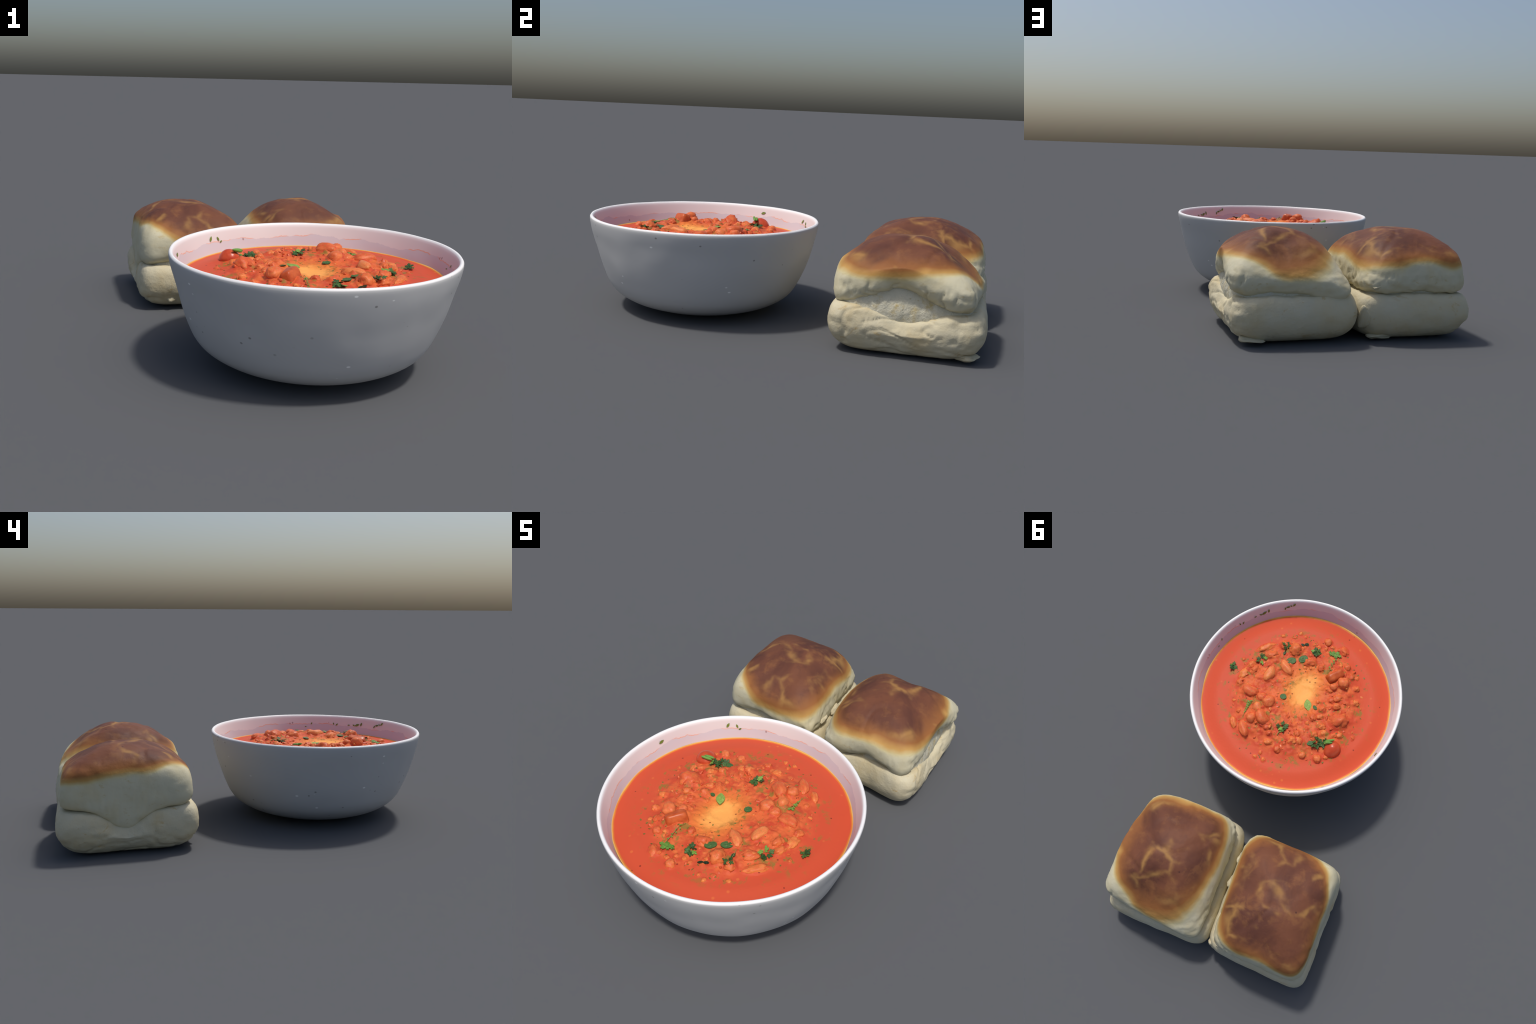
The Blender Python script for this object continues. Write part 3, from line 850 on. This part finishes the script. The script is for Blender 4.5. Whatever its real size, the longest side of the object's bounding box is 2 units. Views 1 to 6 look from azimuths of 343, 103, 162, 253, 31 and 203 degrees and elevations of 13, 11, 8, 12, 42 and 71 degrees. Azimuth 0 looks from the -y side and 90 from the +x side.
def b_crown_rise(eu, ev, u, v, S, Z):
    k = lip_fade(Z)
    nx = sstep(0.75, 1.0, -eu)
    ny = sstep(0.75, 1.0, -ev)
    py = sstep(0.75, 1.0, ev)
    d = nx * (-0.100 * gauss(ev, 0.05, 0.36)) + 0.040 * ny * gauss(eu, -0.2, 0.5) + 0.012 * py * gauss(eu, 0.0, 0.5)
    d = d * k * sstep(0.55, 0.95, S)
    flank = sstep(0.3, 1.0, u) * sstep(0.1, 0.9, v) * sstep(0.225, 0.37, Z)
    corner = sstep(0.45, 0.95, u) * sstep(0.45, 0.95, -v) * sstep(0.23, 0.36, Z)
    return d - 0.045 * flank - 0.04 * corner

def b_heel_rise(eu, ev, u, v, S, Z):
    k = sstep(0.06, 0.20, Z)
    nx = sstep(0.75, 1.0, -eu)
    return k * (-0.085 * nx * gauss(ev, 0.05, 0.36)) * S

def b_heel_push(eu, ev, Z):
    return 0.04 * sstep(0.75, 1.0, -eu) * gauss(ev, 0.05, 0.5) + 0.015 * sstep(0.75, 1.0, -ev) * gauss(eu, 0.1, 0.6)

HEEL_PROFILE = [(0.0, 0.006), (0.45, 0.004), (0.70, 0.006), (0.82, 0.018), (0.915, 0.046), (0.975, 0.084), (1.0, 0.122), (0.995, 0.150), (0.975, 0.180), (0.94, 0.203), (0.86, 0.216), (0.5, 0.22), (0.0, 0.22)]
CRUMB_PROFILE = [(0.0, 0.10), (0.8, 0.10), (0.95, 0.13), (1.0, 0.17), (0.985, 0.22), (0.935, 0.265), (0.87, 0.315), (0.72, 0.35), (0.0, 0.35)]

UNDER = [(0.0, 0.215), (0.5, 0.212), (0.84, 0.212), (0.94, 0.221), (0.99, 0.244)]
A_CROWN = (UNDER + [(1.0, 0.275), (0.985, 0.318), (0.94, 0.355), (0.86, 0.390), (0.70, 0.426), (0.5, 0.458), (0.25, 0.483), (0.0, 0.489)],
           UNDER + [(1.0, 0.275), (0.985, 0.320), (0.945, 0.358), (0.87, 0.392), (0.70, 0.433), (0.48, 0.466), (0.25, 0.484), (0.0, 0.489)],
           UNDER + [(1.0, 0.265), (0.98, 0.293), (0.93, 0.315), (0.85, 0.342), (0.70, 0.384), (0.5, 0.433), (0.25, 0.477), (0.0, 0.489)],
           UNDER + [(1.0, 0.275), (0.985, 0.318), (0.94, 0.352), (0.86, 0.386), (0.70, 0.430), (0.5, 0.465), (0.25, 0.485), (0.0, 0.489)])
B_CROWN = (UNDER + [(1.0, 0.278), (0.985, 0.322), (0.945, 0.362), (0.87, 0.394), (0.70, 0.429), (0.48, 0.459), (0.25, 0.483), (0.0, 0.489)],
           UNDER + [(1.0, 0.282), (0.99, 0.330), (0.965, 0.375), (0.90, 0.408), (0.74, 0.447), (0.5, 0.475), (0.25, 0.487), (0.0, 0.489)],
           UNDER + [(1.0, 0.268), (0.985, 0.303), (0.955, 0.342), (0.88, 0.383), (0.72, 0.421), (0.5, 0.458), (0.25, 0.483), (0.0, 0.489)],
           UNDER + [(1.0, 0.275), (0.985, 0.318), (0.94, 0.354), (0.86, 0.388), (0.70, 0.428), (0.5, 0.462), (0.25, 0.484), (0.0, 0.489)])

def a_heel_push(eu, ev, Z):
    return 0.11 * sstep(0.75, 1.0, -ev) * gauss(eu, 0.1, 0.5)

CRUMB = crumb_material()

BUN_A = dict(
    base=(0.29, 0.62, 0.0), seed=3, square=7.5,
    label="square split bread bun with toasted brown top",
    crown_plan=[(0.036, 0.310), (0.526, 0.304), (0.582, 0.903), (0.014, 0.970)],
    crown_profile=A_CROWN,
    heel_plan=[(0.002, 0.290), (0.558, 0.276), (0.572, 0.956), (-0.024, 0.974)],
    heel_profile=HEEL_PROFILE, crumb_profile=CRUMB_PROFILE,
    crumb_plan=[(0.06, 0.345), (0.525, 0.345), (0.530, 0.90), (0.05, 0.93)],
    crown_rise=a_crown_rise, heel_rise=a_heel_rise, heel_push=a_heel_push,
    torn=lambda p: sstep(0.47, 0.54, p[:, 0]) * 1.0,
    torn_crown=lambda p: np.maximum(sstep(0.48, 0.53, p[:, 0]), (1 - sstep(0.08, 0.13, p[:, 0])) * (1 - sstep(0.78, 0.88, p[:, 1]))),
    toast_line=0.322,
    toast=[(0.56, 0.90, 0.29, 0.22, 0.10), (0.05, 0.97, 0.25, 0.20, -0.02), (0.05, 0.70, 0.32, 0.30, 0.045), (0.05, 0.45, 0.32, 0.2, 0.03), (0.30, 0.29, 0.33, 0.22, 0.02),
           (0.30, 0.95, 0.27, 0.26, -0.055), (0.55, 0.72, 0.36, 0.15, 0.03)],
    shreds=[((0.475, 0.885, 0.026), (0.055, 0.045, 0.014), (0, 0.05, 2.2)), ((0.515, 0.66, 0.10), (0.02, 0.06, 0.02), (0.2, 0.3, 0.1)),
            ((0.065, 0.40, 0.262), (0.022, 0.04, 0.022), (0.2, 0.1, 0.4)), ((0.060, 0.56, 0.250), (0.024, 0.04, 0.022), (0.5, 0.1, 0.4))])

BUN_B = dict(
    base=(-0.29, 0.66, 0.0), seed=8, square=7.0,
    label="square split bread bun with glossy toasted top",
    crown_plan=[(-0.562, 0.364), (-0.024, 0.328), (-0.042, 0.950), (-0.540, 0.986)],
    crown_profile=B_CROWN,
    heel_plan=[(-0.576, 0.336), (-0.008, 0.312), (-0.008, 0.966), (-0.570, 1.008)],
    heel_profile=HEEL_PROFILE, crumb_profile=CRUMB_PROFILE,
    crumb_plan=[(-0.535, 0.385), (-0.05, 0.35), (-0.06, 0.925), (-0.505, 0.950)],
    crown_rise=b_crown_rise, heel_rise=b_heel_rise, heel_push=b_heel_push,
    torn=lambda p: np.maximum(0.8 * (1 - sstep(0.10, 0.2, p[:, 2])) * sstep(-0.45, -0.5, p[:, 0]), 0.0),
    torn_crown=lambda p: np.maximum(sstep(-0.12, -0.06, p[:, 0]), 0.5 * sstep(0.90, 0.94, p[:, 1])),
    toast_line=0.305,
    toast=[(-0.56, 0.40, 0.36, 0.22, 0.11), (-0.52, 0.97, 0.28, 0.14, 0.02), (-0.03, 0.60, 0.33, 0.30, 0.03), (-0.10, 0.95, 0.28, 0.14, 0.03), (-0.32, 0.98, 0.33, 0.16, 0.05),
           (-0.54, 0.62, 0.34, 0.25, 0.065), (-0.54, 0.85, 0.33, 0.2, 0.03), (-0.25, 0.33, 0.30, 0.3, -0.01)],
    shreds=[((-0.045, 0.925, 0.11), (0.035, 0.018, 0.055), (0.2, 0.3, 2.4)), ((-0.33, 0.372, 0.050), (0.055, 0.02, 0.012), (0, 0.2, 0.1)), ((-0.42, 0.37, 0.055), (0.025, 0.018, 0.016), (0, 0.2, 0.9)),
            ((-0.12, 0.925, 0.252), (0.05, 0.022, 0.016), (0.1, 0.2, 0.2)), ((-0.035, 0.50, 0.26), (0.018, 0.04, 0.018), (0.2, 0, 0.3)), ((-0.03, 0.62, 0.24), (0.018, 0.04, 0.02), (0.2, 0, 0.1)),
            ((-0.12, 0.90, 0.020), (0.06, 0.035, 0.016), (0, 0, 0.2))])

# ================================================================== assemble
bowl_root = thing("soup_bowl", BASE, "white ceramic bowl of chunky red tomato soup with herbs", "soup")
build_bowl(bowl_root)
build_soup(bowl_root)
build_pieces(bowl_root)
build_herbs(bowl_root)
build_bun(BUN_A)
build_bun(BUN_B)
